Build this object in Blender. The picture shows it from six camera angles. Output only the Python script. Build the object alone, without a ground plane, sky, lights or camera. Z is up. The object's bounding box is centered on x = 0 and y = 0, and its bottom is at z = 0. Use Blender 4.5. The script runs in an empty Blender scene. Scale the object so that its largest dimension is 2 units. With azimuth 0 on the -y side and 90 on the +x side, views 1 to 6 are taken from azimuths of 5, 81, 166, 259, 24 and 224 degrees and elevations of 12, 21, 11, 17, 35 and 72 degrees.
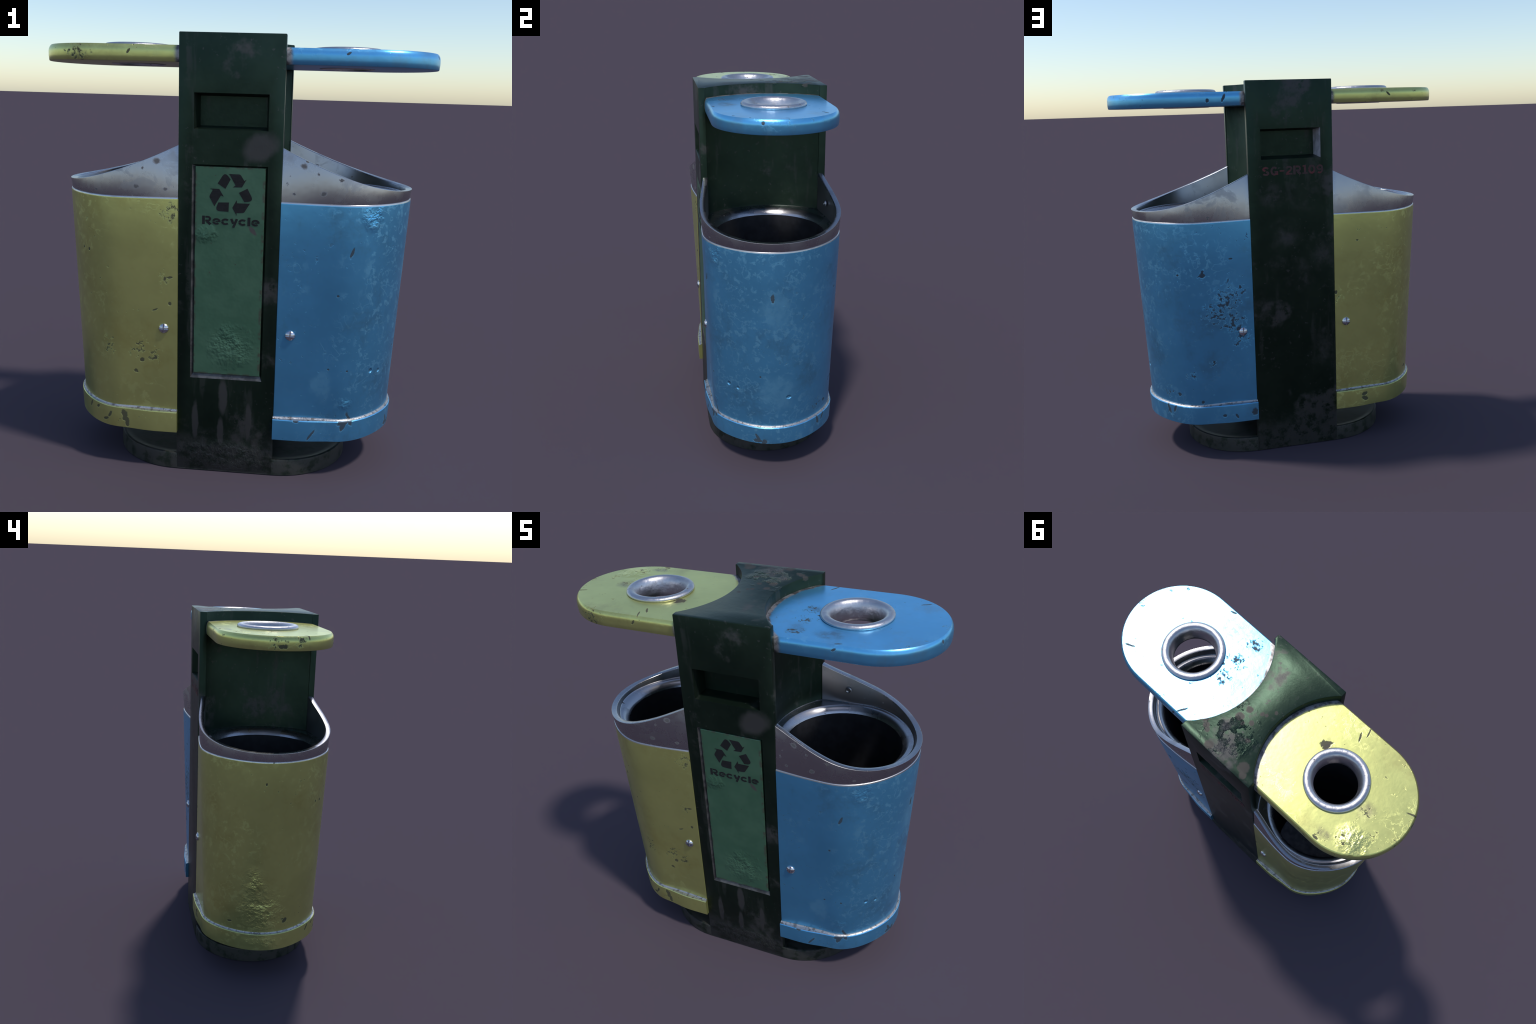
import bpy, bmesh, math
from mathutils import Vector, Matrix

# ------------------------------------------------------------------ helpers
def new_object(name, bm, mats, parent=None, smooth=30.0, recalc=True):
    if recalc:
        bmesh.ops.recalc_face_normals(bm, faces=bm.faces[:])
    me = bpy.data.meshes.new(name)
    bm.to_mesh(me)
    bm.free()
    for m in (mats if isinstance(mats, (list, tuple)) else [mats]):
        me.materials.append(m)
    ob = bpy.data.objects.new(name, me)
    bpy.context.scene.collection.objects.link(ob)
    if parent:
        ob.parent = parent
    if smooth:
        me.shade_smooth()
        me.set_sharp_from_angle(angle=math.radians(smooth))
    return ob


def apply_modifiers(ob):
    bpy.context.view_layer.update()
    me = bpy.data.meshes.new_from_object(ob.evaluated_get(bpy.context.evaluated_depsgraph_get()))
    me.name = ob.name
    old = ob.data
    ob.modifiers.clear()
    ob.data = me
    bpy.data.meshes.remove(old)


def cut(ob, cutter):
    m = ob.modifiers.new("cut", "BOOLEAN")
    m.operation, m.object, m.solver = "DIFFERENCE", cutter, "EXACT"
    apply_modifiers(ob)
    me = cutter.data
    bpy.data.objects.remove(cutter)
    bpy.data.meshes.remove(me)


def shade(ob, angle=30.0):
    ob.data.shade_smooth()
    ob.data.set_sharp_from_angle(angle=math.radians(angle))


def loft(bm, rings, closed=True, cap0=False, cap1=False, mat=0):
    """Skin a list of equally long point rings; returns the vertex rings."""
    vs = [[bm.verts.new(p) for p in r] for r in rings]
    n = len(rings[0])
    for a, b in zip(vs, vs[1:]):
        for i in range(n if closed else n - 1):
            j = (i + 1) % n
            f = bm.faces.new((a[i], a[j], b[j], b[i]))
            f.material_index = mat
    if cap0:
        bm.faces.new(vs[0]).material_index = mat
    if cap1:
        bm.faces.new(vs[-1]).material_index = mat
    return vs


def frustum(name, outer, inner, y0, y1):
    """Cutter between two rectangles (x0,x1,z0,z1) at depths y0 and y1."""
    bm = bmesh.new()
    ring = lambda r, y: [(r[0], y, r[2]), (r[1], y, r[2]), (r[1], y, r[3]), (r[0], y, r[3])]
    loft(bm, [ring(outer, y0), ring(inner, y1)], cap0=True, cap1=True)
    return new_object(name, bm, [], smooth=None)


# ------------------------------------------------------------------ node helper
class Nodes:
    def __init__(self, name):
        self.mat = bpy.data.materials.new(name)
        self.mat.use_nodes = True
        self.t = self.mat.node_tree
        self.bsdf = self.t.nodes["Principled BSDF"]
        self.obj = self.new("ShaderNodeTexCoord").outputs["Object"]
        self.warped = {}

    def new(self, kind, **props):
        n = self.t.nodes.new(kind)
        for k, v in props.items():
            setattr(n, k, v)
        return n

    def put(self, sock, v):
        if isinstance(v, bpy.types.NodeSocket):
            self.t.links.new(v, sock)
        else:
            if sock.type == "RGBA" and len(v) == 3:
                v = (*v, 1)
            sock.default_value = v

    def math(self, op, a, b=0.0, c=0.0, clamp=False):
        n = self.new("ShaderNodeMath", operation=op, use_clamp=clamp)
        for s, v in zip(n.inputs, (a, b, c)):
            self.put(s, v)
        return n.outputs[0]

    def vmath(self, op, a, b=None, scale=None):
        n = self.new("ShaderNodeVectorMath", operation=op)
        self.put(n.inputs[0], a)
        if b is not None:
            self.put(n.inputs[1], b)
        if scale is not None:
            self.put(n.inputs["Scale"], scale)
        return n.outputs["Value"] if op in ("LENGTH", "DOT_PRODUCT", "DISTANCE") else n.outputs[0]

    def noise(self, scale, detail=4.0, rough=0.6, vec=None, stretch=None, w=0.0, distortion=0.0, colour=False):
        n = self.new("ShaderNodeTexNoise", noise_dimensions="3D")
        v = vec or self.obj
        m = self.new("ShaderNodeMapping")
        self.put(m.inputs["Vector"], v)
        m.inputs["Location"].default_value = (w, w * 1.7, w * 0.6)
        if stretch:
            m.inputs["Scale"].default_value = stretch
        self.put(n.inputs["Vector"], m.outputs[0])
        n.inputs["Scale"].default_value, n.inputs["Detail"].default_value = scale, detail
        n.inputs["Roughness"].default_value, n.inputs["Distortion"].default_value = rough, distortion
        return n.outputs["Color" if colour else "Fac"]

    def band(self, v, lo, hi, a=0.0, b=1.0, smooth=True):
        n = self.new("ShaderNodeMapRange", interpolation_type="SMOOTHSTEP" if smooth else "LINEAR", clamp=True)
        for i, x in enumerate((v, lo, hi, a, b)):
            self.put(n.inputs[i], x)
        return n.outputs[0]

    def mix(self, fac, a, b):
        n = self.new("ShaderNodeMix", data_type="RGBA")
        self.put(n.inputs[0], fac)
        self.put(n.inputs[6], a)
        self.put(n.inputs[7], b)
        return n.outputs[2]

    def mixf(self, fac, a, b):
        n = self.new("ShaderNodeMix", data_type="FLOAT")
        self.put(n.inputs[0], fac)
        self.put(n.inputs[2], a)
        self.put(n.inputs[3], b)
        return n.outputs[0]

    def max(self, *vals):
        out = vals[0]
        for v in vals[1:]:
            out = self.math("MAXIMUM", out, v)
        return out

    def mul(self, a, b):
        return self.math("MULTIPLY", a, b)

    def warp(self, scale, amount):
        key = (scale, amount)
        if key not in self.warped:
            c = self.noise(scale, 3, 0.65, colour=True)
            off = self.vmath("SCALE", self.vmath("SUBTRACT", c, (0.5, 0.5, 0.5)), scale=amount)
            self.warped[key] = self.vmath("ADD", self.obj, off)
        return self.warped[key]

    def spot(self, centre, radii, rot=(0, 0, 0), soft=0.45, ragged=0.03, rscale=30.0, after=None):
        """Mask of an ellipsoid with a ragged edge, in object space. 'after' is an earlier mask:
        it is fed in with no weight so that long lists of spots are evaluated one after another."""
        m = self.new("ShaderNodeMapping", vector_type="TEXTURE")
        v = self.warp(rscale, ragged)
        if after is not None:
            w = self.new("ShaderNodeVectorMath", operation="MULTIPLY_ADD")
            self.put(w.inputs[0], after)
            w.inputs[1].default_value = (1e-9, 1e-9, 1e-9)
            self.put(w.inputs[2], v)
            v = w.outputs[0]
        self.put(m.inputs["Vector"], v)
        m.inputs["Location"].default_value = centre
        m.inputs["Rotation"].default_value = rot
        m.inputs["Scale"].default_value = radii
        return self.band(self.vmath("LENGTH", m.outputs[0]), 1.0, 1.0 - soft)

    def specks(self, scale, size, w=0.0, stretch=None, keep=0.5):
        """Scattered small round flecks; keep = share of cells that hold one."""
        v = self.new("ShaderNodeTexVoronoi", feature="F1")
        m = self.new("ShaderNodeMapping")
        self.put(m.inputs["Vector"], self.warp(38.0, 0.018))
        m.inputs["Location"].default_value = (w, w * 0.37, w * 1.9)
        if stretch:
            m.inputs["Scale"].default_value = stretch
        self.put(v.inputs["Vector"], m.outputs[0])
        v.inputs["Scale"].default_value = scale
        sep = self.new("ShaderNodeSeparateColor")
        self.put(sep.inputs[0], v.outputs["Color"])
        r = self.math("MULTIPLY", sep.outputs[1], size)
        near = self.math("SUBTRACT", r, v.outputs["Distance"])
        return self.mul(self.band(near, 0.0, 0.06), self.band(sep.outputs[0], 1 - keep, 1 - keep + 0.02))

    def bump(self, height, strength, distance, normal=None):
        n = self.new("ShaderNodeBump")
        n.inputs["Strength"].default_value, n.inputs["Distance"].default_value = strength, distance
        self.put(n.inputs["Height"], height)
        if normal is not None:
            self.put(n.inputs["Normal"], normal)
        return n.outputs[0]

    def xyz(self):
        s = self.new("ShaderNodeSeparateXYZ")
        self.put(s.inputs[0], self.obj)
        return s.outputs

    def finish(self, colour, rough, metal, normal=None, spec=0.5):
        b = self.bsdf.inputs
        self.put(b["Base Color"], colour)
        self.put(b["Roughness"], rough)
        self.put(b["Metallic"], metal)
        b["Specular IOR Level"].default_value = spec
        if normal is not None:
            self.put(b["Normal"], normal)
        return self.mat


# ------------------------------------------------------------------ dimensions
HX, HY, TOP = 0.2275, 0.339, 2.0          # pillar half width, half depth, height
PY = 0.002                                # the pillar sits a touch towards the back
ARC_C, ARC_R, ARC_Y = 0.524, 0.427, 0.302  # scooped sides: centre, radius, half chord
LID_Z0, LID_Z1 = 1.8775, 1.948
SHELL_Z0, SHELL_Z1 = 0.190, 1.298
HOLE_C, HOLE_R = 0.4415, 0.292
BIN_DX = 0.004                            # both bins stand slightly towards +x


def arc_x(y):
    return ARC_C - math.sqrt(ARC_R ** 2 - y * y)


# ------------------------------------------------------------------ materials
BLUE, YELLOW = (0.140, 0.490, 0.820), (0.650, 0.660, 0.235)
CHIP = (0.036, 0.029, 0.026)
METAL = (0.44, 0.43, 0.45)


def paint(name, base, pale, marks=(), blots=(), faded=(), blotch=0.5, where_lo=0.42, wear_arc=False, dents=(), pits=(), rough=0.30, metal=0.80, speck_keep=0.8, blot_lo=0.478, z_range=None, stains=(), stain_colour=(0.22, 0.19, 0.13), ends_paler=False, dirt=(0.10, 0.085, 0.06), dirt_amount=0.25):
    """Metallic enamel with pale worn flecks, dark chips, blotted stains and dents.
    marks: (centre, radii, rotation) single chips and gouges;  blots: (centre, radius) areas
    broken up into many small chips;  faded: (centre, radii) dull patches;  dents, pits: relief."""
    if z_range:                        # keep only what reaches this part
        near = lambda c, r: z_range[0] - r < c[2] < z_range[1] + r
        marks = [m for m in marks if near(m[0], max(m[1]))]
        blots = [m for m in blots if near(m[0], m[1])]
        faded, dents, pits = ([m for m in g if near(m[0], m[1][2])] for g in (faded, dents, pits))
    n = Nodes(name)
    tone = n.noise(3.2, 5, 0.6, w=2.0)
    col = n.mix(n.band(tone, 0.35, 0.7), tuple(c * 0.92 for c in base), tuple(c * 1.04 for c in base))
    col = n.mix(n.mul(n.band(n.noise(4.5, 6, 0.68, w=17.0), 0.50, 0.72), dirt_amount), col, dirt)
    # pale flecks and rings, in clusters
    fleck = n.noise(27, 8, 0.70, w=5.0, distortion=0.25)
    where = n.noise(2.6, 4, 0.6, w=9.0)
    ends = n.math("MULTIPLY_ADD", n.math("ABSOLUTE", n.xyz()[0]), 0.40, -0.25)
    where = n.math("ADD", where, n.math("MINIMUM", ends, 0.05)) if ends_paler else where
    fm = n.mul(n.band(fleck, 0.545, 0.60), n.band(where, where_lo, where_lo + 0.16))
    ringv = n.math("ABSOLUTE", n.math("SUBTRACT", n.noise(12, 3, 0.5, w=14.0), 0.60))
    ring = n.mul(n.band(ringv, 0.016, 0.005), n.band(where, where_lo - 0.02, where_lo + 0.14))
    fm = n.max(fm, n.mul(ring, 0.9))
    for centre, radii in faded:
        fm = n.max(fm, n.mul(n.spot(centre, radii, soft=0.5, ragged=0.11, rscale=13, after=fm), n.band(fleck, 0.36, 0.56, 0.25, 0.85)))
    col = n.mix(n.mul(fm, blotch), col, pale)
    # chips
    small = n.noise(30, 4, 0.62, w=41.0, stretch=(1, 1, 0.8))
    chip = n.mul(n.band(small, 0.665, 0.70), n.band(n.noise(2.4, 3, 0.55, w=21.0), 0.46, 0.60))
    fine = n.noise(75, 3, 0.6, w=52.0)
    chip = n.max(chip, n.mul(n.band(fine, 0.685, 0.72), n.band(n.noise(3.4, 3, 0.55, w=33.0), 0.48, 0.62)))
    chip = n.mul(chip, speck_keep)
    for centre, radii, rot in marks:
        chip = n.max(chip, n.spot(centre, radii, rot=rot, soft=0.32, ragged=0.008 if min(radii) < 0.011 else 0.018, rscale=48, after=chip))
    stain = None
    for centre, radii in stains:
        q = n.spot(centre, radii, soft=0.8, ragged=0.05, rscale=14, after=stain)
        stain = q if stain is None else n.max(stain, q)
    if stain is not None:
        col = n.mix(n.mul(stain, n.band(n.noise(26, 5, 0.65, w=71.0), 0.38, 0.62, 0.25, 0.75)), col, stain_colour)
    grain = n.noise(48, 6, 0.68, w=3.0, distortion=0.3)
    for centre, r in blots:
        area = n.spot(centre, (1.25 * r, 1.25 * r, 1.25 * r), soft=0.9, ragged=0.07, rscale=14, after=chip)
        chip = n.max(chip, n.band(n.math("MULTIPLY_ADD", n.math("SUBTRACT", area, 1.0), 0.20, grain), blot_lo, blot_lo + 0.11))
    col = n.mix(n.mul(chip, 0.9), col, CHIP)
    r = n.mixf(fm, rough, rough + 0.10)
    r = n.mixf(chip, r, 0.60)
    met = n.mixf(chip, metal, 0.25)
    if wear_arc:                       # bare metal where the lid meets the pillar
        x, y, z = n.xyz()
        dx = n.math("SUBTRACT", n.math("ABSOLUTE", x), ARC_C)
        d = n.math("SQRT", n.math("ADD", n.mul(dx, dx), n.mul(y, y)))
        dn = n.math("MULTIPLY_ADD", n.math("SUBTRACT", n.noise(22, 4, 0.6), 0.5), 0.026, d)
        edge = n.mul(n.band(dn, ARC_R - 0.026, ARC_R - 0.014), n.band(n.math("ABSOLUTE", x), 0.262, 0.240))
        col = n.mix(edge, col, n.mix(n.band(n.noise(30, 4), 0.42, 0.62), (0.40, 0.38, 0.38), (0.14, 0.13, 0.13)))
        r = n.mixf(edge, r, 0.5)
    h = n.math("MULTIPLY_ADD", n.noise(9, 3, 0.5, w=30.0), 0.30, n.math("MULTIPLY", n.noise(60, 3, 0.5), 0.04))
    h = n.math("SUBTRACT", h, n.mul(chip, 0.30))
    h = n.math("ADD", h, n.mul(fm, 0.03))
    nor = n.bump(h, 0.30, 0.012)
    for group, scale, depth in ((dents, 24, 0.42), (pits, 0, 0.7)):
        dm = None
        for centre, radii in group:
            q = n.spot(centre, radii, soft=0.95 if scale else 0.6, ragged=0.05 if scale else 0.0, rscale=14, after=dm)
            dm = q if dm is None else n.max(dm, q)
        if dm is not None:
            hh = n.mul(n.mul(dm, n.band(n.noise(9, 4, 0.6, w=61.0), 0.34, 0.58)), n.noise(scale, 4, 0.55, w=7.0, stretch=(1, 1, 1.5), distortion=0.3)) if scale else n.mul(dm, -0.4)
            nor = n.bump(hh, depth, 0.03, nor)
    return n.finish(col, r, met, nor)


def steel(name, base=METAL, rough=0.27, dirt=0.5, w=0.0, spots=(), patch=0.38, relief=0.07):
    n = Nodes(name)
    smear = n.noise(9, 7, 0.66, w=w, distortion=0.5)
    area = n.noise(3.5, 3, 0.5, w=w + 2)
    dull = n.mul(n.band(smear, 0.50, 0.60), n.band(area, 0.38, 0.58))
    col = n.mix(n.mul(dull, 0.5), base, tuple(c * 0.72 for c in base))
    pit = n.mul(n.band(n.noise(34, 4, 0.6, w=w + 4), 0.66, 0.70), n.band(n.noise(3, 3, 0.5, w=w + 11), 0.46, 0.58))
    for centre, radii in spots:
        pit = n.max(pit, n.spot(centre, radii, soft=0.6, ragged=0.022, rscale=40, after=pit))
    col = n.mix(n.mul(pit, dirt + 0.3), col, (0.060, 0.055, 0.050))
    r = n.mixf(dull, rough, patch)
    r = n.mixf(pit, r, 0.62)
    nor = n.bump(n.noise(12 if relief < 0.1 else 26, 2 if relief < 0.1 else 4, 0.5, w=w), relief, 0.01)
    return n.finish(col, r, n.mixf(pit, 1.0, 0.4), nor)


def worn_edge(name, base):
    """Bare, chipped metal of the ledge above a bin's foot band."""
    n = Nodes(name)
    x, y, z = n.xyz()
    v = n.noise(46, 4, 0.7)
    col = n.mix(n.mul(n.band(v, 0.50, 0.40), 0.85), base, (0.17, 0.15, 0.135))
    nor = n.bump(n.noise(90, 3), 0.3, 0.006)
    return n.finish(col, 0.42, 0.9, nor)


def pillar_material():
    n = Nodes("dark_green_paint")
    x, y, z = n.xyz()
    base = n.mix(n.band(n.noise(4, 5, 0.6), 0.35, 0.7), (0.016, 0.032, 0.021), (0.025, 0.045, 0.030))
    # dusty grey-brown scuffs, denser low down and in drifting patches
    low = n.band(z, 0.55, 0.02)
    patch = n.noise(3.2, 5, 0.62, w=6.0)
    grit = n.noise(20, 6, 0.7, w=1.0)
    streak = n.noise(5, 4, 0.55, w=12.0, stretch=(2.2, 2.2, 0.35))
    dust = n.band(n.math("MULTIPLY_ADD", low, 0.10, patch), 0.56, 0.66)
    dust = n.max(dust, n.mul(n.band(streak, 0.58, 0.66), 0.45))
    dust = n.mul(dust, n.band(grit, 0.34, 0.52))
    # streaks running down under the sign
    for cx, ct, hw, hl in ((-0.010, 0.375, 0.026, 0.105), (-0.140, 0.25, 0.018, 0.12), (0.110, 0.26, 0.019, 0.12), (-0.02, 0.20, 0.020, 0.09)):
        dust = n.max(dust, n.spot((cx, -HY, ct), (hw, 0.03, hl), soft=0.4, ragged=0.02, rscale=16))
    dust = n.max(dust, n.spot((0.13, -HY, 1.53), (0.10, 0.03, 0.075), rot=(0, -0.5, 0), soft=0.5, ragged=0.05, rscale=10))
    blotchy = n.noise(13, 5, 0.62, w=91.0)
    for px, pz, pr in ((0.042, 1.20, 0.10), (-0.015, 0.98, 0.11), (-0.155, 1.08, 0.08), (0.19, 0.80, 0.10), (-0.16, 0.56, 0.10), (0.10, 1.05, 0.07), (-0.05, 1.42, 0.12), (0.11, 1.40, 0.09), (0.15, 0.12, 0.10), (-0.12, 0.14, 0.11), (0.02, 0.10, 0.09)):
        dust = n.max(dust, n.mul(n.spot((px, HY, pz), (pr, 0.05, pr * 1.15), soft=0.9, ragged=0.16, rscale=9, after=dust), n.mul(n.band(blotchy, 0.40, 0.62, 0.1, 1.0), n.band(grit, 0.30, 0.60, 0.45, 1.0))))
    low_grime = n.mul(n.band(n.math("MULTIPLY_ADD", n.noise(7, 6, 0.7, w=81.0), -0.30, z), 0.10, -0.06), n.band(grit, 0.36, 0.55, 0.3, 1.0))
    dust = n.max(dust, n.mul(low_grime, 0.9))
    fleck = n.mul(n.band(n.noise(42, 4, 0.62, w=2.2), 0.62, 0.68), n.band(n.noise(5, 3, 0.5, w=44.0), 0.42, 0.56))
    dust = n.max(dust, n.mul(fleck, 0.7))
    # brown lichen-like blots on the cap
    blots = None
    for bx, by, br in ((0.045, 0.055, .020), (0.055, 0.115, .026), (-0.015, 0.03, .013), (-0.035, 0.02, .012), (-0.01, 0.10, .016),
                       (0.165, 0.235, .018), (0.14, 0.255, .020), (0.12, 0.27, .016), (-0.14, 0.285, .034), (-0.06, 0.175, .016),
                       (0.06, 0.318, .026), (-0.165, 0.315, .022), (-0.06, -0.02, .012), (-0.13, -0.14, .012), (0.02, 0.13, .012)):
        s = n.spot((bx, by, TOP), (br, br, 0.02), soft=0.35, ragged=0.016, rscale=40, after=blots)
        blots = s if blots is None else n.max(blots, s)
    col = n.mix(n.mul(dust, 0.78), base, (0.058, 0.052, 0.052))
    col = n.mix(n.mul(blots, 0.8), col, (0.046, 0.037, 0.031))
    r = n.mixf(dust, 0.37, 0.52)
    r = n.mixf(blots, r, 0.55)
    nor = n.bump(n.math("MULTIPLY_ADD", n.noise(10, 4, 0.55), 0.5, n.mul(grit, 0.2)), 0.25, 0.012)
    crust = n.mul(n.spot((0.04, 0.19, TOP), (0.17, 0.17, 0.03), soft=0.7, ragged=0.10, rscale=9), n.band(n.noise(12, 4, 0.6, w=3), 0.46, 0.55))
    low_crust = n.mul(n.spot((0.0, -HY, 0.08), (0.30, 0.04, 0.09), soft=0.6), 0.6)
    nor = n.bump(n.mul(n.max(crust, low_crust), n.noise(36, 4, 0.6, stretch=(1.4, 0.8, 1), distortion=0.4)), 0.75, 0.024, nor)
    return n.finish(col, r, n.mixf(n.max(dust, blots), 0.8, 0.3), nor)


def sign_material():
    n = Nodes("sign_green_paint")
    x, y, z = n.xyz()
    col = n.mix(n.band(n.noise(7, 5, 0.6), 0.36, 0.66), (0.056, 0.135, 0.079), (0.076, 0.163, 0.098))
    ax = n.math("ABSOLUTE", x)
    edge = n.max(n.band(ax, 0.140, 0.150), n.band(z, 1.428, 1.440), n.band(z, 0.500, 0.487))
    wear = n.mul(edge, n.band(n.noise(30, 4, 0.6), 0.46, 0.58))
    sp = n.band(n.noise(44, 4, 0.6, w=3.3), 0.67, 0.71)
    col = n.mix(n.mul(n.max(wear, sp), 0.7), col, (0.075, 0.052, 0.042))
    col = n.mix(n.spot((0.105, -0.33, 1.165), (0.012, 0.02, 0.034), rot=(0, -0.7, 0), soft=0.4, ragged=0.015), col, (0.09, 0.08, 0.075))
    nor = n.bump(n.noise(12, 3), 0.2, 0.01)
    sc = n.max(n.spot((0.02, -0.33, 0.62), (0.14, 0.03, 0.13), soft=0.7, ragged=0.08, rscale=9), n.spot((-0.10, -0.33, 1.14), (0.07, 0.03, 0.06), soft=0.8, ragged=0.05, rscale=12))
    nor = n.bump(n.mul(n.mul(sc, n.band(n.noise(8, 4, 0.6, w=12), 0.40, 0.58)), n.noise(17, 5, 0.6, w=2, stretch=(1.5, 1, 0.9), distortion=0.9)), 0.42, 0.03, nor)
    return n.finish(col, n.mixf(n.noise(6, 4), 0.36, 0.55), 0.3, nor)


def plain(name, col, rough, metal=0.0, var=0.25, scale=20):
    n = Nodes(name)
    c = n.mix(n.band(n.noise(scale, 4), 0.35, 0.65), tuple(x * (1 - var) for x in col), tuple(x * (1 + var) for x in col))
    return n.finish(c, rough, metal, n.bump(n.noise(scale * 3, 3), 0.15, 0.006))


def faded_red():
    n = Nodes("faded_red_ink")
    c = n.mix(n.band(n.noise(13, 4, 0.6, w=1.5), 0.42, 0.68), (0.060, 0.030, 0.030), (0.165, 0.022, 0.028))
    return n.finish(c, 0.55, 0.1)


M_PILLAR, M_SIGN = pillar_material(), sign_material()
M_INK, M_RED = plain("black_ink", (0.004, 0.004, 0.005), 0.8, 0.0, 0.5, 30), faded_red()
COLLAR_SPOTS = [((0.320, -0.35, 1.457), (0.020, 0.03, 0.016)), ((0.410, -0.356, 1.343), (0.015, 0.03, 0.012)), ((0.283, -0.345, 1.335), (0.011, 0.03, 0.010)),
                ((0.383, -0.356, 1.425), (0.008, 0.03, 0.007)), ((0.60, -0.33, 1.32), (0.008, 0.02, 0.006)), ((0.50, 0.34, 1.36), (0.010, 0.02, 0.008)),
                ((0.58, 0.315, 1.37), (0.030, 0.02, 0.020))]
M_STEEL = steel("galvanised_steel", w=0.0, spots=COLLAR_SPOTS + [((-c[0], c[1], c[2]), r) for c, r in COLLAR_SPOTS])
M_RING = steel("ring_steel", (0.56, 0.545, 0.56), 0.36, 0.7, w=7.0, patch=0.50, relief=0.30)
M_SCREW = steel("screw_steel", (0.62, 0.62, 0.66), 0.25, 0.2, w=3.0)
M_FRAME = plain("light_grey_bevel", (0.085, 0.082, 0.080), 0.45, 0.5, 0.4, 26)
M_INNER = steel("dull_inner_steel", (0.42, 0.42, 0.44), 0.36, 0.4, w=13.0, patch=0.45)
M_FLOOR = plain("liner_floor_metal", (0.26, 0.26, 0.28), 0.5, 0.6)
M_BARE = plain("scraped_primer", (0.44, 0.43, 0.47), 0.5, 0.1, 0.25, 24)
M_LINER = plain("dark_liner", (0.018, 0.018, 0.021), 0.6, 0.2)  # base colour darkened almost to black for the occlusion shade inside the bin
M_EDGE = worn_edge("bare_worn_edge", (0.46, 0.45, 0.445))
M_LIP = steel("lip_steel", (0.62, 0.61, 0.62), 0.32, 0.3, w=5.0)

O = (0, 0, 0)
BLUE_PALE, YELLOW_PALE = (0.235, 0.600, 0.850), (0.70, 0.74, 0.30)
BLUE_WEAR = dict(ends_paler=True, blot_lo=0.458, blotch=0.58, where_lo=0.37,
    marks=[((0.547, -0.344, 1.089), (0.008, 0.03, 0.030), (0, 0.35, 0)), ((0.737, -0.217, 1.099), (0.010, 0.012, 0.015), O),
           ((0.801, -0.043, 1.054), (0.03, 0.012, 0.030), O), ((0.765, -0.10, 0.60), (0.02, 0.006, 0.008), O),
           ((0.494, -0.345, 0.891), (0.007, 0.03, 0.007), O), ((0.468, -0.332, 0.542), (0.006, 0.03, 0.006), O), ((0.553, -0.324, 0.535), (0.006, 0.03, 0.006), O),
           ((0.548, -0.335, 0.285), (0.036, 0.03, 0.014), (0, -0.2, 0)), ((0.548, -0.335, 0.275), (0.014, 0.03, 0.040), (0, 0.3, 0)),
           ((0.402, -0.345, 0.222), (0.007, 0.03, 0.040), (0, 0.6, 0)), ((0.762, -0.114, 0.227), (0.03, 0.010, 0.035), (0.5, 0, 0)),
           ((0.331, -0.345, 0.288), (0.018, 0.03, 0.008), O), ((0.575, -0.325, 0.30), (0.014, 0.03, 0.045), (0, -0.4, 0)),
           ((0.715, 0.215, 0.31), (0.03, 0.008, 0.075), (0.25, 0, 0)), ((0.715, 0.225, 0.27), (0.03, 0.007, 0.05), (-0.3, 0, 0)),
           ((0.765, -0.120, 0.207), (0.03, 0.032, 0.014), O), ((0.762, -0.08, 0.205), (0.03, 0.020, 0.018), (0.6, 0, 0)),
           ((0.700, 0.236, 0.275), (0.010, 0.03, 0.050), (0, 0.3, 0)), ((0.669, 0.268, 0.265), (0.009, 0.03, 0.035), (0, -0.3, 0)),
           ((0.409, 0.345, 0.234), (0.014, 0.03, 0.010), O), ((0.343, 0.345, 0.226), (0.009, 0.03, 0.022), (0, 0.5, 0)), ((0.245, 0.346, 0.240), (0.022, 0.03, 0.030), O),
           ((0.495, 0.350, 1.019), (0.018, 0.03, 0.016), O), ((0.618, 0.316, 1.022), (0.007, 0.03, 0.007), O), ((0.342, 0.348, 1.096), (0.013, 0.03, 0.006), O),
           ((0.640, 0.28, 0.355), (0.013, 0.03, 0.016), (0, 0.5, 0)), ((0.519, 0.322, 0.315), (0.011, 0.03, 0.011), O), ((0.312, 0.338, 0.712), (0.014, 0.03, 0.014), O)],
    blots=[((0.373, 0.343, 0.870), 0.13), ((0.335, 0.34, 0.74), 0.11), ((0.430, 0.34, 0.80), 0.11), ((0.30, 0.34, 0.66), 0.08), ((0.571, 0.314, 0.471), 0.050), ((0.70, 0.215, 0.36), 0.06),
           ((0.300, 0.345, 0.92), 0.06), ((0.46, 0.331, 0.531), 0.035), ((0.495, 0.35, 1.019), 0.04)],
    faded=[((0.443, -0.329, 0.455), (0.058, 0.05, 0.105)), ((0.617, -0.315, 1.03), (0.018, 0.04, 0.055)), ((0.79, -0.02, 0.98), (0.06, 0.10, 0.13)), ((0.77, -0.01, 0.50), (0.06, 0.12, 0.13))],
    dents=[((0.637, -0.313, 1.25), (0.075, 0.06, 0.085)), ((0.56, -0.33, 0.37), (0.08, 0.05, 0.05))],
    pits=[((0.708, -0.215, 0.509), (0.015, 0.015, 0.015)), ((0.773, 0.049, 0.473), (0.02, 0.017, 0.013)), ((0.66, -0.25, 0.52), (0.014, 0.014, 0.014))])
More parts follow.
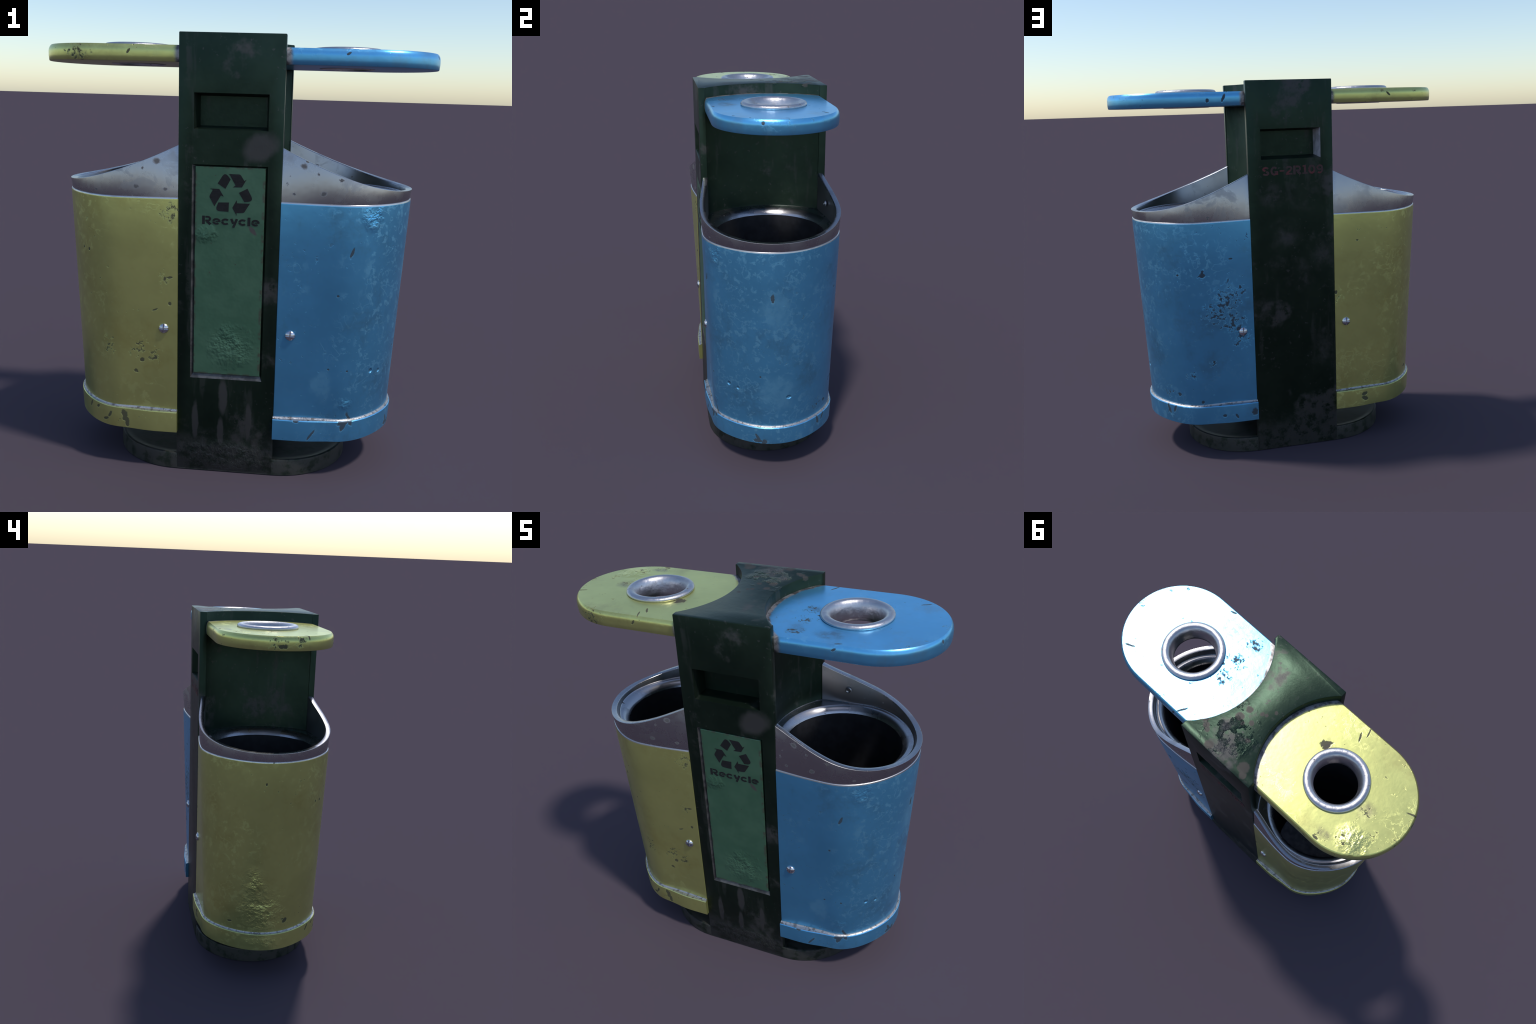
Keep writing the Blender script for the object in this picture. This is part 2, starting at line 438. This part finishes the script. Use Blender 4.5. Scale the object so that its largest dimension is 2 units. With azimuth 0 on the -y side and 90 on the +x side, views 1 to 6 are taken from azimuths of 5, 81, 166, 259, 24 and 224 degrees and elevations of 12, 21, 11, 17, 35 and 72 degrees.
YELLOW_WEAR = dict(blotch=0.40, where_lo=0.44, speck_keep=0.8, dirt=(0.50, 0.44, 0.13), dirt_amount=0.45,
    marks=[((-0.477, -0.345, 0.262), (0.018, 0.03, 0.026), (0, -0.5, 0)), ((-0.472, -0.345, 0.235), (0.022, 0.03, 0.016), (0, 0.5, 0)), ((-0.465, -0.345, 0.215), (0.013, 0.03, 0.022), O),
           ((-0.574, -0.32, 0.222), (0.020, 0.03, 0.008), (0, -0.4, 0)), ((-0.62, -0.30, 0.270), (0.016, 0.03, 0.008), (0, -0.7, 0)), ((-0.55, -0.32, 0.25), (0.008, 0.03, 0.025), (0, 0.5, 0)),
           ((-0.393, -0.332, 0.535), (0.014, 0.03, 0.012), O), ((-0.422, -0.33, 0.478), (0.012, 0.03, 0.012), O), ((-0.262, -0.34, 0.813), (0.009, 0.03, 0.011), O),
           ((-0.262, -0.341, 0.935), (0.015, 0.03, 0.006), O), ((-0.33, -0.34, 0.781), (0.018, 0.03, 0.005), (0, -0.4, 0)), ((-0.651, -0.289, 1.038), (0.007, 0.02, 0.011), O),
           ((-0.747, -0.098, 0.361), (0.02, 0.014, 0.022), (0.5, 0, 0)), ((-0.742, -0.080, 0.372), (0.02, 0.020, 0.007), O), ((-0.695, 0.208, 0.346), (0.02, 0.022, 0.008), (-0.3, 0, 0)),
           ((-0.390, 0.345, 0.262), (0.022, 0.03, 0.014), (0, 0.5, 0)), ((-0.392, 0.345, 0.235), (0.026, 0.03, 0.016), (0, -0.5, 0)),
           ((-0.234, 0.339, 0.863), (0.010, 0.03, 0.012), O), ((-0.355, 0.352, 1.146), (0.008, 0.03, 0.005), O), ((-0.687, -0.259, 1.041), (0.008, 0.012, 0.013), O),
           ((-0.796, 0.047, 1.177), (0.02, 0.006, 0.010), O), ((-0.67, -0.253, 0.27), (0.02, 0.007, 0.035), (0.5, 0, 0))],
    blots=[((-0.405, -0.335, 0.60), 0.085), ((-0.34, -0.34, 0.56), 0.06), ((-0.262, -0.34, 1.22), 0.07), ((-0.285, -0.34, 0.93), 0.045), ((-0.54, -0.32, 0.60), 0.06),
           ((-0.26, 0.34, 0.83), 0.04)],
    faded=[((-0.67, 0.262, 0.796), (0.02, 0.025, 0.045))],
    dents=[((-0.756, 0.03, 0.43), (0.10, 0.21, 0.20)), ((-0.75, 0.08, 0.60), (0.08, 0.10, 0.12)), ((-0.74, 0.0, 0.24), (0.06, 0.16, 0.06))])
M_BLUE, M_BLUE_BAND = (paint(f"blue_{p}_paint", BLUE, BLUE_PALE, z_range=r, **BLUE_WEAR) for p, r in (("bin", (0.29, 1.3)), ("band", (0.19, 0.29))))
M_YELLOW, M_YELLOW_BAND = (paint(f"yellow_{p}_paint", YELLOW, YELLOW_PALE, z_range=r, **YELLOW_WEAR) for p, r in (("bin", (0.29, 1.3)), ("band", (0.19, 0.29))))
M_BLUE_LID = paint("blue_lid_paint", BLUE, BLUE_PALE, blotch=0.35, where_lo=0.50, wear_arc=True, rough=0.29, dirt=(0.20, 0.30, 0.38), dirt_amount=0.35,
    marks=[((0.300, 0.272, 1.945), (0.034, 0.006, 0.02), (0, 0, 1.05)), ((0.500, -0.285, 1.945), (0.020, 0.005, 0.02), (0, 0, 0.3)), ((0.275, -0.215, 1.945), (0.012, 0.010, 0.02), O),
           ((0.487, -0.302, 1.928), (0.013, 0.02, 0.006), (0, -0.5, 0)), ((0.417, 0.302, 1.905), (0.012, 0.02, 0.012), (0, 0.6, 0)), ((0.335, 0.302, 1.917), (0.008, 0.02, 0.028), (0, -0.4, 0)),
           ((0.744, 0.210, 1.947), (0.03, 0.006, 0.02), (0, 0, 0.4)), ((0.87, -0.10, 1.93), (0.03, 0.01, 0.012), O)],
    stain_colour=(0.10, 0.19, 0.27), stains=[((0.303, 0.02, 1.947), (0.06, 0.05, 0.03)), ((0.445, -0.215, 1.947), (0.10, 0.06, 0.03)), ((0.28, -0.20, 1.947), (0.06, 0.06, 0.03))],
    blots=[((0.300, -0.105, 1.947), 0.075), ((0.275, 0.01, 1.947), 0.07), ((0.29, -0.23, 1.947), 0.07), ((0.35, -0.04, 1.947), 0.06), ((0.87, 0.0, 1.92), 0.06)],
    faded=[((0.82, 0.20, 1.947), (0.08, 0.02, 0.03))])
M_YELLOW_LID = paint("yellow_lid_paint", YELLOW, YELLOW_PALE, blotch=0.3, where_lo=0.50, wear_arc=True, rough=0.29, speck_keep=0.8, dirt=(0.36, 0.31, 0.12), dirt_amount=0.45,
    marks=[((-0.330, -0.085, 1.947), (0.022, 0.020, 0.03), (0, 0, 0.6)), ((-0.328, -0.092, 1.947), (0.040, 0.0115, 0.03), (0, 0, 0.75)), ((-0.316, -0.080, 1.947), (0.0115, 0.024, 0.03), (0, 0, 0.4)), ((-0.340, -0.080, 1.947), (0.012, 0.026, 0.03), (0, 0, -0.3)),
           ((-0.424, -0.228, 1.947), (0.030, 0.006, 0.02), (0, 0, -1.1)), ((-0.440, -0.275, 1.947), (0.035, 0.004, 0.02), (0, 0, -1.3)), ((-0.865, -0.110, 1.945), (0.040, 0.006, 0.02), (0, 0, 0.35)),
           ((-0.455, -0.302, 1.918), (0.006, 0.02, 0.016), (0, 0.6, 0)), ((-0.555, 0.302, 1.917), (0.006, 0.02, 0.018), (0, 0.8, 0)), ((-0.604, 0.285, 1.947), (0.02, 0.008, 0.02), O),
           ((-0.90, 0.13, 1.905), (0.02, 0.012, 0.02), O), ((-0.895, -0.13, 1.92), (0.02, 0.012, 0.025), (0.5, 0, 0)), ((-0.90, 0.02, 1.90), (0.02, 0.03, 0.012), O)],
    blots=[((-0.69, 0.032, 1.947), 0.06), ((-0.80, 0.10, 1.947), 0.045), ((-0.70, 0.21, 1.947), 0.06), ((-0.61, 0.26, 1.947), 0.05), ((-0.89, 0.05, 1.92), 0.07), ((-0.89, -0.06, 1.925), 0.06), ((-0.70, -0.30, 1.915), 0.09)],
    stains=[((-0.69, 0.032, 1.947), (0.06, 0.07, 0.03)), ((-0.62, 0.24, 1.947), (0.06, 0.04, 0.03)), ((-0.34, -0.09, 1.947), (0.05, 0.045, 0.03))],
    faded=[((-0.69, 0.032, 1.947), (0.05, 0.06, 0.03))],
    dents=[((-0.74, 0.18, 1.947), (0.11, 0.09, 0.03))])

# ------------------------------------------------------------------ the thing
station = bpy.data.objects.new("recycling_bin_station", None)
bpy.context.scene.collection.objects.link(station)
station["label"] = "weathered twin recycling bins, blue and yellow, on dark green pillar"
station["category"] = "recycling bin"

# ---- pillar: a box with a scooped cylinder cut from each side
right = [(HX, -HY), (HX, -ARC_Y)]
steps = 40
a_end = math.asin(ARC_Y / ARC_R)
for i in range(steps + 1):
    a = -a_end + 2 * a_end * i / steps
    right.append((ARC_C - ARC_R * math.cos(a), ARC_R * math.sin(a)))
right += [(HX, ARC_Y), (HX, HY)]
outline = right + [(-x, -y) for x, y in right]
bm = bmesh.new()
loft(bm, [[(x, y + PY * (abs(y) > ARC_Y + 0.001), z) for x, y in outline] for z in (0.003, TOP)], cap0=True, cap1=True)
pillar = new_object("pillar", bm, M_PILLAR, station, smooth=None)
bev = pillar.modifiers.new("bevel", "BEVEL")
bev.width, bev.segments, bev.limit_method, bev.angle_limit = 0.007, 2, "ANGLE", math.radians(60)
apply_modifiers(pillar)
for s in (-1, 1):                                   # handle pocket front and back
    o, i = (-0.160, 0.162, 1.599, 1.752), (-0.146, 0.148, 1.612, 1.740)
    if s > 0:
        o, i = (-0.161, 0.158, 1.600, 1.755), (-0.147, 0.144, 1.613, 1.742)
    grow = lambda r, d: (r[0] - d, r[1] + d, r[2] - d, r[3] + d)
    cut(pillar, frustum("cutter", grow(o, 0.0017), i, s * (HY + 0.010) + PY, s * 0.252))
FRONT = PY - HY
o, i = (-0.166, 0.166, 0.464, 1.4475), (-0.1535, 0.1575, 0.484, 1.4415)
cut(pillar, frustum("cutter", (2 * o[0] - i[0], 2 * o[1] - i[1], 2 * o[2] - i[2], 2 * o[3] - i[3]), i, FRONT - 0.011, FRONT + 0.011))
pillar.data.materials.append(M_FRAME)
pillar.data.materials.append(M_BARE)
for f in pillar.data.polygons:                      # lighter grey on the lower and left bevel of the sign recess
    c = f.center
    if FRONT + 0.001 < c.y < FRONT + 0.0105 and (c.z < 0.50 or c.x < -0.14) and abs(c.x) < 0.17 and 0.46 < c.z < 1.46:
        f.material_index = 1
    if 0.252 < c.y < HY and c.x < -0.14 and 1.61 < c.z < 1.74 and f.normal.x > 0.8:   # scraped side of the rear pocket
        f.material_index = 2
shade(pillar, 25)

# ---- base plate: stadium with a softened upper rim
def stadium(cx, r, z, n=28):
    p = []
    for k in range(n + 1):
        a = -math.pi / 2 + math.pi * k / n
        p.append((cx + r * math.cos(a), r * math.sin(a), z))
    return p + [(-x, -y, z) for x, y, z in p]


bm = bmesh.new()
loft(bm, [stadium(0.233, r, z) for r, z in ((0.3366, 0.0), (0.3366, 0.010), (0.3362, 0.070), (0.3345, 0.0765), (0.330, 0.079), (0.322, 0.0785), (0.312, 0.0750), (0.29, 0.0745))], cap0=True, cap1=True)
base = new_object("base_plate", bm, M_PILLAR, station, 35)

# ---- sign panel with symbol and word
bm = bmesh.new()
ring = lambda d, y: [(-0.1515 + d, y, 0.487 + d), (0.1555 - d, y, 0.487 + d), (0.1555 - d, y, 1.4395 - d), (-0.1515 + d, y, 1.4395 - d)]
loft(bm, [ring(0, FRONT + 0.0125), ring(0, FRONT + 0.0035), ring(0.002, FRONT + 0.0015)], cap0=True, cap1=True)
panel = new_object("sign_panel", bm, M_SIGN, pillar, 20)

bm = bmesh.new()
fold = [(-0.0606, 0.0468), (-0.0395, 0.081), (-0.034, 0.0868), (-0.0278, 0.0888), (-0.021, 0.0868), (-0.0150, 0.0815), (-0.0032, 0.0664), (-0.0254, 0.0248)]
arrow = [(-0.0110, 0.0900), (0.0340, 0.0896), (0.0385, 0.088), (0.0425, 0.0838), (0.0566, 0.0615), (0.0669, 0.0691), (0.0469, 0.0340), (0.0070, 0.0328), (0.0184, 0.0412), (-0.0067, 0.0839)]
for k in range(3):
    c, s = math.cos(-k * math.tau / 3), math.sin(-k * math.tau / 3)
    for poly in (fold, arrow):
        pts = [(0.0077 + c * x - s * z, 1.3211 + s * x + c * z) for x, z in poly]
        loft(bm, [[(x, FRONT + 0.002, z) for x, z in pts], [(x, FRONT + 0.0007, z) for x, z in pts]], cap1=True)
symbol = new_object("recycling_symbol", bm, M_INK, panel, smooth=None)


def stroke_lettering(name, word, x0, x1, z0, cap, y, mat, parent, facing=-1):
    """Fat stencil letters made of separate strokes (bars and arcs) with small gaps."""
    def arc(cx, cy, rx, ry, a0, a1, n=12):
        return [(cx + rx * math.cos(math.radians(a0 + (a1 - a0) * k / n)), cy + ry * math.sin(math.radians(a0 + (a1 - a0) * k / n))) for k in range(n + 1)]
    e_arc = arc(0.43, 0.385, 0.31, 0.275, 8, 172), arc(0.43, 0.385, 0.31, 0.275, 186, 312)
    glyphs = {
        "R": (1.02, [([(0.15, 0.0), (0.15, 1.0)], 0.28), ([(0.33, 0.88), (0.58, 0.88)] + arc(0.60, 0.655, 0.20, 0.225, 80, -80) + [(0.33, 0.43)], 0.22), ([(0.50, 0.34), (0.86, 0.0)], 0.28)]),
        "e": (0.90, [(e_arc[0], 0.23), (e_arc[1], 0.23), ([(0.34, 0.385), (0.84, 0.385)], 0.13)]),
        "c": (0.86, [(arc(0.43, 0.385, 0.31, 0.275, 38, 176), 0.23), (arc(0.43, 0.385, 0.31, 0.275, 184, 322), 0.23)]),
        "y": (0.86, [([(0.15, 0.77), (0.36, 0.18)], 0.25), ([(0.72, 0.77), (0.36, -0.27)], 0.25)]),
        "S": (0.95, [(arc(0.44, 0.72, 0.29, 0.17, 20, 262), 0.21), (arc(0.44, 0.27, 0.29, 0.17, 82, -160), 0.21)]),
        "G": (1.00, [(arc(0.46, 0.5, 0.32, 0.40, 40, 320), 0.22), ([(0.50, 0.40), (0.90, 0.40)], 0.17), ([(0.80, 0.32), (0.80, 0.06)], 0.20)]),
        "-": (0.72, [([(0.08, 0.48), (0.62, 0.48)], 0.18)]),
        "2": (0.92, [(arc(0.44, 0.68, 0.29, 0.21, 170, -30), 0.21), ([(0.66, 0.55), (0.18, 0.16)], 0.21), ([(0.05, 0.09), (0.84, 0.09)], 0.18)]),
        "1": (0.70, [([(0.36, 0.17), (0.36, 1.0)], 0.24), ([(0.05, 0.09), (0.66, 0.09)], 0.16), ([(0.10, 0.86), (0.24, 0.93)], 0.14)]),
        "0": (0.96, [(arc(0.46, 0.5, 0.31, 0.40, 0, 178, 14), 0.22), (arc(0.46, 0.5, 0.31, 0.40, 182, 358, 14), 0.22)]),
        "9": (0.96, [(arc(0.44, 0.67, 0.28, 0.23, 0, 360, 24), 0.20), ([(0.73, 0.70), (0.73, 0.42)] + arc(0.42, 0.42, 0.31, 0.33, -5, -130), 0.20)]),
        "l": (0.42, [([(0.20, 0.0), (0.20, 1.0)], 0.28)])}
    total = sum(glyphs[c][0] for c in word)
    sx = (x1 - x0) / total
    bm, cursor, lift = bmesh.new(), 0.0, 0
    for ch in word:
        for path, w in glyphs[ch][1]:
            left, right = [], []
            for k, p in enumerate(path):
                q0, q1 = path[max(k - 1, 0)], path[min(k + 1, len(path) - 1)]
                d = Vector((q1[0] - q0[0], q1[1] - q0[1])).normalized() * (w / 2)
                left.append((p[0] - d.y, p[1] + d.x))
                right.append((p[0] + d.y, p[1] - d.x))
            yy = y + facing * (0.0010 + 0.00006 * lift)
            lift += 1
            place = lambda pts, dy: [(x0 + (cursor + px) * sx, dy, z0 + pz * cap) for px, pz in pts]
            loft(bm, [[*place(left, y)], [*place(left, yy)], [*place(right, yy)], [*place(right, y)]], closed=False)
        cursor += glyphs[ch][0]
    return new_object(name, bm, mat, parent, smooth=None)


stroke_lettering("sign_lettering", "Recycle", -0.1195, 0.1385, 1.1860, 0.0375, FRONT + 0.0020, M_INK, panel)
stroke_lettering("serial_lettering", "SG-2R109", 0.156, -0.179, 1.5165, 0.046, HY + PY - 0.0003, M_RED, pillar, facing=1)


# ---- one lid with its drop ring
def make_lid(s, mat):
    n_in, n_end = 24, 36
    end_c, end_r = 0.596, 0.307

    def ring_at(inset, z):
        p = []
        r, hy = end_r - inset, 0.3065 - inset
        for k in range(n_end + 1):
            a = -math.pi / 2 + math.pi * k / n_end
            p.append((end_c + r * math.cos(a), (hy / r) * r * math.sin(a), z))
        for k in range(n_in + 1):
            y = hy - 2 * hy * k / n_in
            p.append((arc_x(y) - 0.004, y, z))
        return [(s * x, y, z) for x, y, z in p]
    prof = [(0.006, LID_Z0), (0.0035, LID_Z0 + 0.001), (0.002, LID_Z0 + 0.004), (0.0, LID_Z0 + 0.022), (0.0, LID_Z1 - 0.030)]
    for k in range(1, 7):          # soft shoulder that stops at a crease on the flat top
        a = math.radians(62) * k / 6
        prof.append((0.0105 * (1 - math.cos(a)) / (1 - math.cos(math.radians(62))), LID_Z1 - 0.030 + 0.0285 * math.sin(a) / math.sin(math.radians(62))))
    prof.append((0.0120, LID_Z1))
    bm = bmesh.new()
    loft(bm, [ring_at(i, z) for i, z in prof], cap0=True, cap1=True)
    lid = new_object("lid", bm, mat, station, smooth=None)
    bm = bmesh.new()
    cx = s * 0.489
    circ = lambda r, z, n=48: [(cx + r * math.cos(math.tau * k / n), 0.012 + r * math.sin(math.tau * k / n), z) for k in range(n)]
    loft(bm, [circ(0.128, 1.80), circ(0.128, 2.05)], cap0=True, cap1=True)
    cut(lid, new_object("cutter", bm, [], smooth=None))
    shade(lid, 35)
    # drop ring: rolled flange running down into a short tube
    prof = [(0.158, 1.943), (0.1585, 1.9495), (0.1615, 1.9500), (0.1630, 1.9535), (0.1616, 1.9585), (0.1575, 1.9635), (0.1510, 1.9665), (0.1435, 1.9675), (0.1360, 1.9665),
            (0.1295, 1.9635), (0.1240, 1.9580), (0.1195, 1.9505), (0.1158, 1.9405), (0.1130, 1.9280), (0.1108, 1.9120), (0.1092, 1.8950), (0.1086, 1.8790), (0.1110, 1.8745), (0.1190, 1.8735), (0.1275, 1.876), (0.1285, 1.943)]
    bm = bmesh.new()
    loft(bm, [circ(r, z, 56) for r, z in prof + [prof[0]]])
    bmesh.ops.remove_doubles(bm, verts=bm.verts, dist=1e-5)
    new_object("lid_ring", bm, M_RING, lid, 50)
    return lid


make_lid(1, M_BLUE_LID)
make_lid(-1, M_YELLOW_LID)


# ---- one bin: shell, steel collar, liner, foot band, two screws
def bin_side(z, off=0.0, n_s=10, n_a=44, x0=0.228):
    """Front-to-back horseshoe outline of the bin at height z, pushed out by off."""
    t = (z - 0.29) / (1.298 - 0.29)
    c, rx, ry, y0 = 0.4929 - 0.0085 * t, 0.2735 + 0.0550 * t, 0.3255 + 0.0339 * t, 0.340
    pull = 0.046 - 0.014 * t               # the shoulders are flatter than an ellipse
    p = []
    for k in range(n_s):
        u = k / n_s
        p.append((x0 + (c - x0) * u, -(y0 + (ry - y0) * math.sin(u * math.pi / 2)) - off))
    for k in range(n_a + 1):
        a = -math.pi / 2 + math.pi * k / n_a
        k = 1 - pull * math.sin(2 * a) ** 2
        p.append((c + (rx * k + off) * math.cos(a), (ry * k + off) * math.sin(a)))
    return p + [(x, -y) for x, y in reversed(p[:n_s])]


def collar_z(x):
    u = min(max((x - 0.228) / 0.588, 0), 1)
    return 1.344 + 0.184 * (1 - u) ** 1.55


def pillar_side(n, inset=0.006):
    """Path along the scooped pillar side from back to front."""
    p = []
    for k in range(1, n):
        y = 0.300 - 0.600 * k / n
        p.append((arc_x(y) - inset, y))
    return p


def make_bin(s, mat, band_mat):
    # the shift fades to nothing at the pillar so that the bins still butt against it
    X = lambda x: s * x + BIN_DX * min(max((x - 0.23) / 0.15, 0), 1)
    M = lambda pts, z: [(X(x), y, z) for x, y in pts]
    back = pillar_side(24)
    bm = bmesh.new()
    loft(bm, [M(bin_side(z, o) + back, z) for z, o in ((0.194, -0.010), (0.30, 0.0), (0.55, 0.0), (0.8, 0.0), (1.05, 0.0), (1.289, 0.0), (1.2925, -0.0004), (1.2975, -0.0022), (1.2995, -0.0055), (1.2995, -0.020))], cap0=True)
    for f in bm.faces:
        if min(v.co.z for v in f.verts) > 1.2915:
            f.material_index = 1
    shell = new_object("bin", bm, [mat, M_LIP], station, 30)
    shell.data.name = "bin_shell"

    # collar: sheet steel with a sloping, folded-over top edge
    bm = bmesh.new()
    n = len(bin_side(1.3))
    mid = bin_side(1.32, -0.005)
    zt = [collar_z(x) for x, y in mid]
    # flares outward at the rounded end, stands upright and inset where it meets the pillar
    ease = [min(max((x - 0.228) / 0.36, 0), 1) for x, y in mid]
    ease = [t * t * (3 - 2 * t) for t in ease]
    prof = [(0.0, None, 1.288), (0.0, -0.0030, 0), (-0.0008, -0.0008, 0), (-0.0020, 0.0, 0), (-0.0245, -0.0005, 0), (-0.0262, -0.0012, 0), (-0.0278, -0.0030, 0), (-0.0285, -0.0060, 0), (-0.0330, None, 1.3220)]
    rings = []
    for off, dz, z in prof:
        r = []
        for k in range(n):
            zz = z if dz is None else zt[k] + dz
            if dz is not None:
                zz = max(zz, 1.3225) if off < -0.01 else zz
            flare = -0.005 + (-0.030 + 0.140 * ease[k]) * min(zz - 1.298, 0.23 - 0.18 * ease[k])
            x, y = bin_side(min(zz, 1.36), off + flare * (1 if off > -0.03 else 0) - 0.004 * (off < -0.03))[k]
            r.append((X(x), y, zz))
        rings.append(r)
    rings.append([(x, y, 1.296) for x, y, z in rings[-1]])
    vs = loft(bm, rings, closed=False)
    for e in (0, -1):
        bm.faces.new([v[e] for v in vs])
    collar = new_object("bin_collar", bm, [M_STEEL, M_INNER], shell, 35)
    # the inner wall is duller than the outside
    inner_from = (len(prof) - 2) * (n - 1)
    for f in collar.data.polygons:
        if inner_from <= f.index < (len(prof)) * (n - 1):
            f.material_index = 1

    # hopper: funnel from the collar and pillar down to a round mouth
    outer = bin_side(1.33, -0.0375) + pillar_side(24, 0.003)
    mouth = []
    for x, y in outer:
        d = Vector((x - HOLE_C, y)).normalized()
        mouth.append((HOLE_C + d.x * HOLE_R, d.y * HOLE_R))
    lerp = lambda t: [(a[0] + (b[0] - a[0]) * t, a[1] + (b[1] - a[1]) * t) for a, b in zip(outer, mouth)]
    grown = lambda g: [(HOLE_C + (x - HOLE_C) * (1 + g), y * (1 + g)) for x, y in mouth]
    bm = bmesh.new()
    circle = lambda r: [(HOLE_C + (x - HOLE_C) * r / HOLE_R, y * r / HOLE_R) for x, y in mouth]
    safe = lambda r: [min((p, q), key=lambda v: (v[0] - HOLE_C) ** 2 + v[1] ** 2) for p, q in zip(circle(r), lerp(0.3))]
    loft(bm, [M(lerp(0.0), 1.3235), M(lerp(0.06), 1.3205), M(lerp(0.15), 1.3190), M(safe(0.315), 1.3180), M(safe(0.311), 1.3175), M(safe(0.297), 1.3030), M(circle(0.2910), 1.2970), M(circle(0.2860), 1.2905), M(circle(0.2820), 1.2820)])
    hopper = new_object("bin_hopper", bm, M_STEEL, shell, 40, recalc=False)
    bm2 = bmesh.new()
    bm2.from_mesh(hopper.data)
    bmesh.ops.recalc_face_normals(bm2, faces=bm2.faces[:])
    up = sum(f.normal.z * f.calc_area() for f in bm2.faces)
    if up < 0:
        bmesh.ops.reverse_faces(bm2, faces=bm2.faces[:])
    bm2.to_mesh(hopper.data)
    bm2.free()

    if s > 0:                          # one bolt end shows inside the collar
        bm = bmesh.new()
        circ3 = lambda r, h: [(0.3664 + r * math.cos(math.tau * k / 24), 0.3125 - h, 1.396 + r * math.sin(math.tau * k / 24)) for k in range(24)]
        loft(bm, [circ3(r, h) for r, h in ((0.0165, -0.004), (0.0165, 0.0030), (0.0145, 0.0050), (0.011, 0.0050), (0.008, 0.0020), (0.004, 0.0015))], cap0=True, cap1=True)
        new_object("collar_bolt", bm, M_INNER, collar, 40)

    # liner pail hanging in the mouth
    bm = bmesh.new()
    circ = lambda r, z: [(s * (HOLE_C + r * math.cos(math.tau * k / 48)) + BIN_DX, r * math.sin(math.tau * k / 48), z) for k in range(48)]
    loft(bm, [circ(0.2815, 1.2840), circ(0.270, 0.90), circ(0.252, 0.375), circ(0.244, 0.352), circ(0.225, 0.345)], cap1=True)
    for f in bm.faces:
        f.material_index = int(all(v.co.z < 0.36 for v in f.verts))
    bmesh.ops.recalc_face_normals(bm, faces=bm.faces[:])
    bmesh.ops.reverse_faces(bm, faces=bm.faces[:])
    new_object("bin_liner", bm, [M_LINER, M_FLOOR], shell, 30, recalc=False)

    # foot band with its bare upper ledge
    bm = bmesh.new()
    x0 = 0.2245
    def o(z, off):                     # the band runs straighter than the shell beside the pillar
        out = []
        for x, y in bin_side(z, off, x0=x0):
            t = min(max((0.52 - x) / 0.20, 0), 1)
            t = t * t * (3 - 2 * t)
            gap = max(0.0, 0.340 + off + 0.0035 - abs(y)) if off > 0.009 else 0
            out.append((x, math.copysign(abs(y) + gap * t, y)))
        return M(out, z)

    rings = [o(0.2990, -0.004), o(0.3000, 0.0004), o(0.2960, 0.0022), o(0.2930, 0.0055), o(0.2915, 0.0110), o(0.2885, 0.0138), o(0.284, 0.0145), o(0.192, 0.0135), o(0.190, 0.011), o(0.190, -0.02)]
    vs = loft(bm, rings, closed=False)
    for f in bm.faces:
        if min(v.co.z for v in f.verts) > 0.2900:
            f.material_index = 1
    top = [v[0] for v in vs], [v[-1] for v in vs]
    for e in top:
        bm.faces.new(e)
    new_object("foot_band", bm, [band_mat, M_EDGE], shell, 30)

    # screws: domed heads with a cross slot
    global SCREW
    for fy in (-1, 1):
        if SCREW is None:
            bm = bmesh.new()
            R = 0.0238
            circ2 = lambda r, h: [(r * math.cos(math.tau * k / 40), -h, r * math.sin(math.tau * k / 40)) for k in range(40)]
            prof = [(R, -0.006), (R, 0.0)] + [(R * math.cos(a), 0.014 * math.sin(a)) for a in (0.15, 0.4, 0.7, 1.0, 1.25, 1.45)]
            loft(bm, [circ2(r, h) for r, h in prof], cap0=True, cap1=True)
            scr = new_object("screw", bm, M_SCREW, shell, None)
            for rot in (0, 90):
                bm = bmesh.new()
                bmesh.ops.create_cube(bm, size=1.0, matrix=Matrix.Rotation(math.radians(rot + 3), 4, "Y") @ Matrix.Translation((0, -0.0125, 0)) @ Matrix.Diagonal((0.05, 0.016, 0.0052, 1)))
                cut(scr, new_object("cutter", bm, [], smooth=None))
            shade(scr, 40)
            SCREW = scr
        else:
            scr = SCREW.copy()
            bpy.context.scene.collection.objects.link(scr)
        scr.parent = shell
        scr.location = (s * 0.2892, fy * 0.3400, 0.6945)
        scr.rotation_euler = (0, 0, 0) if fy < 0 else (0, 0, math.pi)
    return shell


SCREW = None
make_bin(1, M_BLUE, M_BLUE_BAND)
make_bin(-1, M_YELLOW, M_YELLOW_BAND)
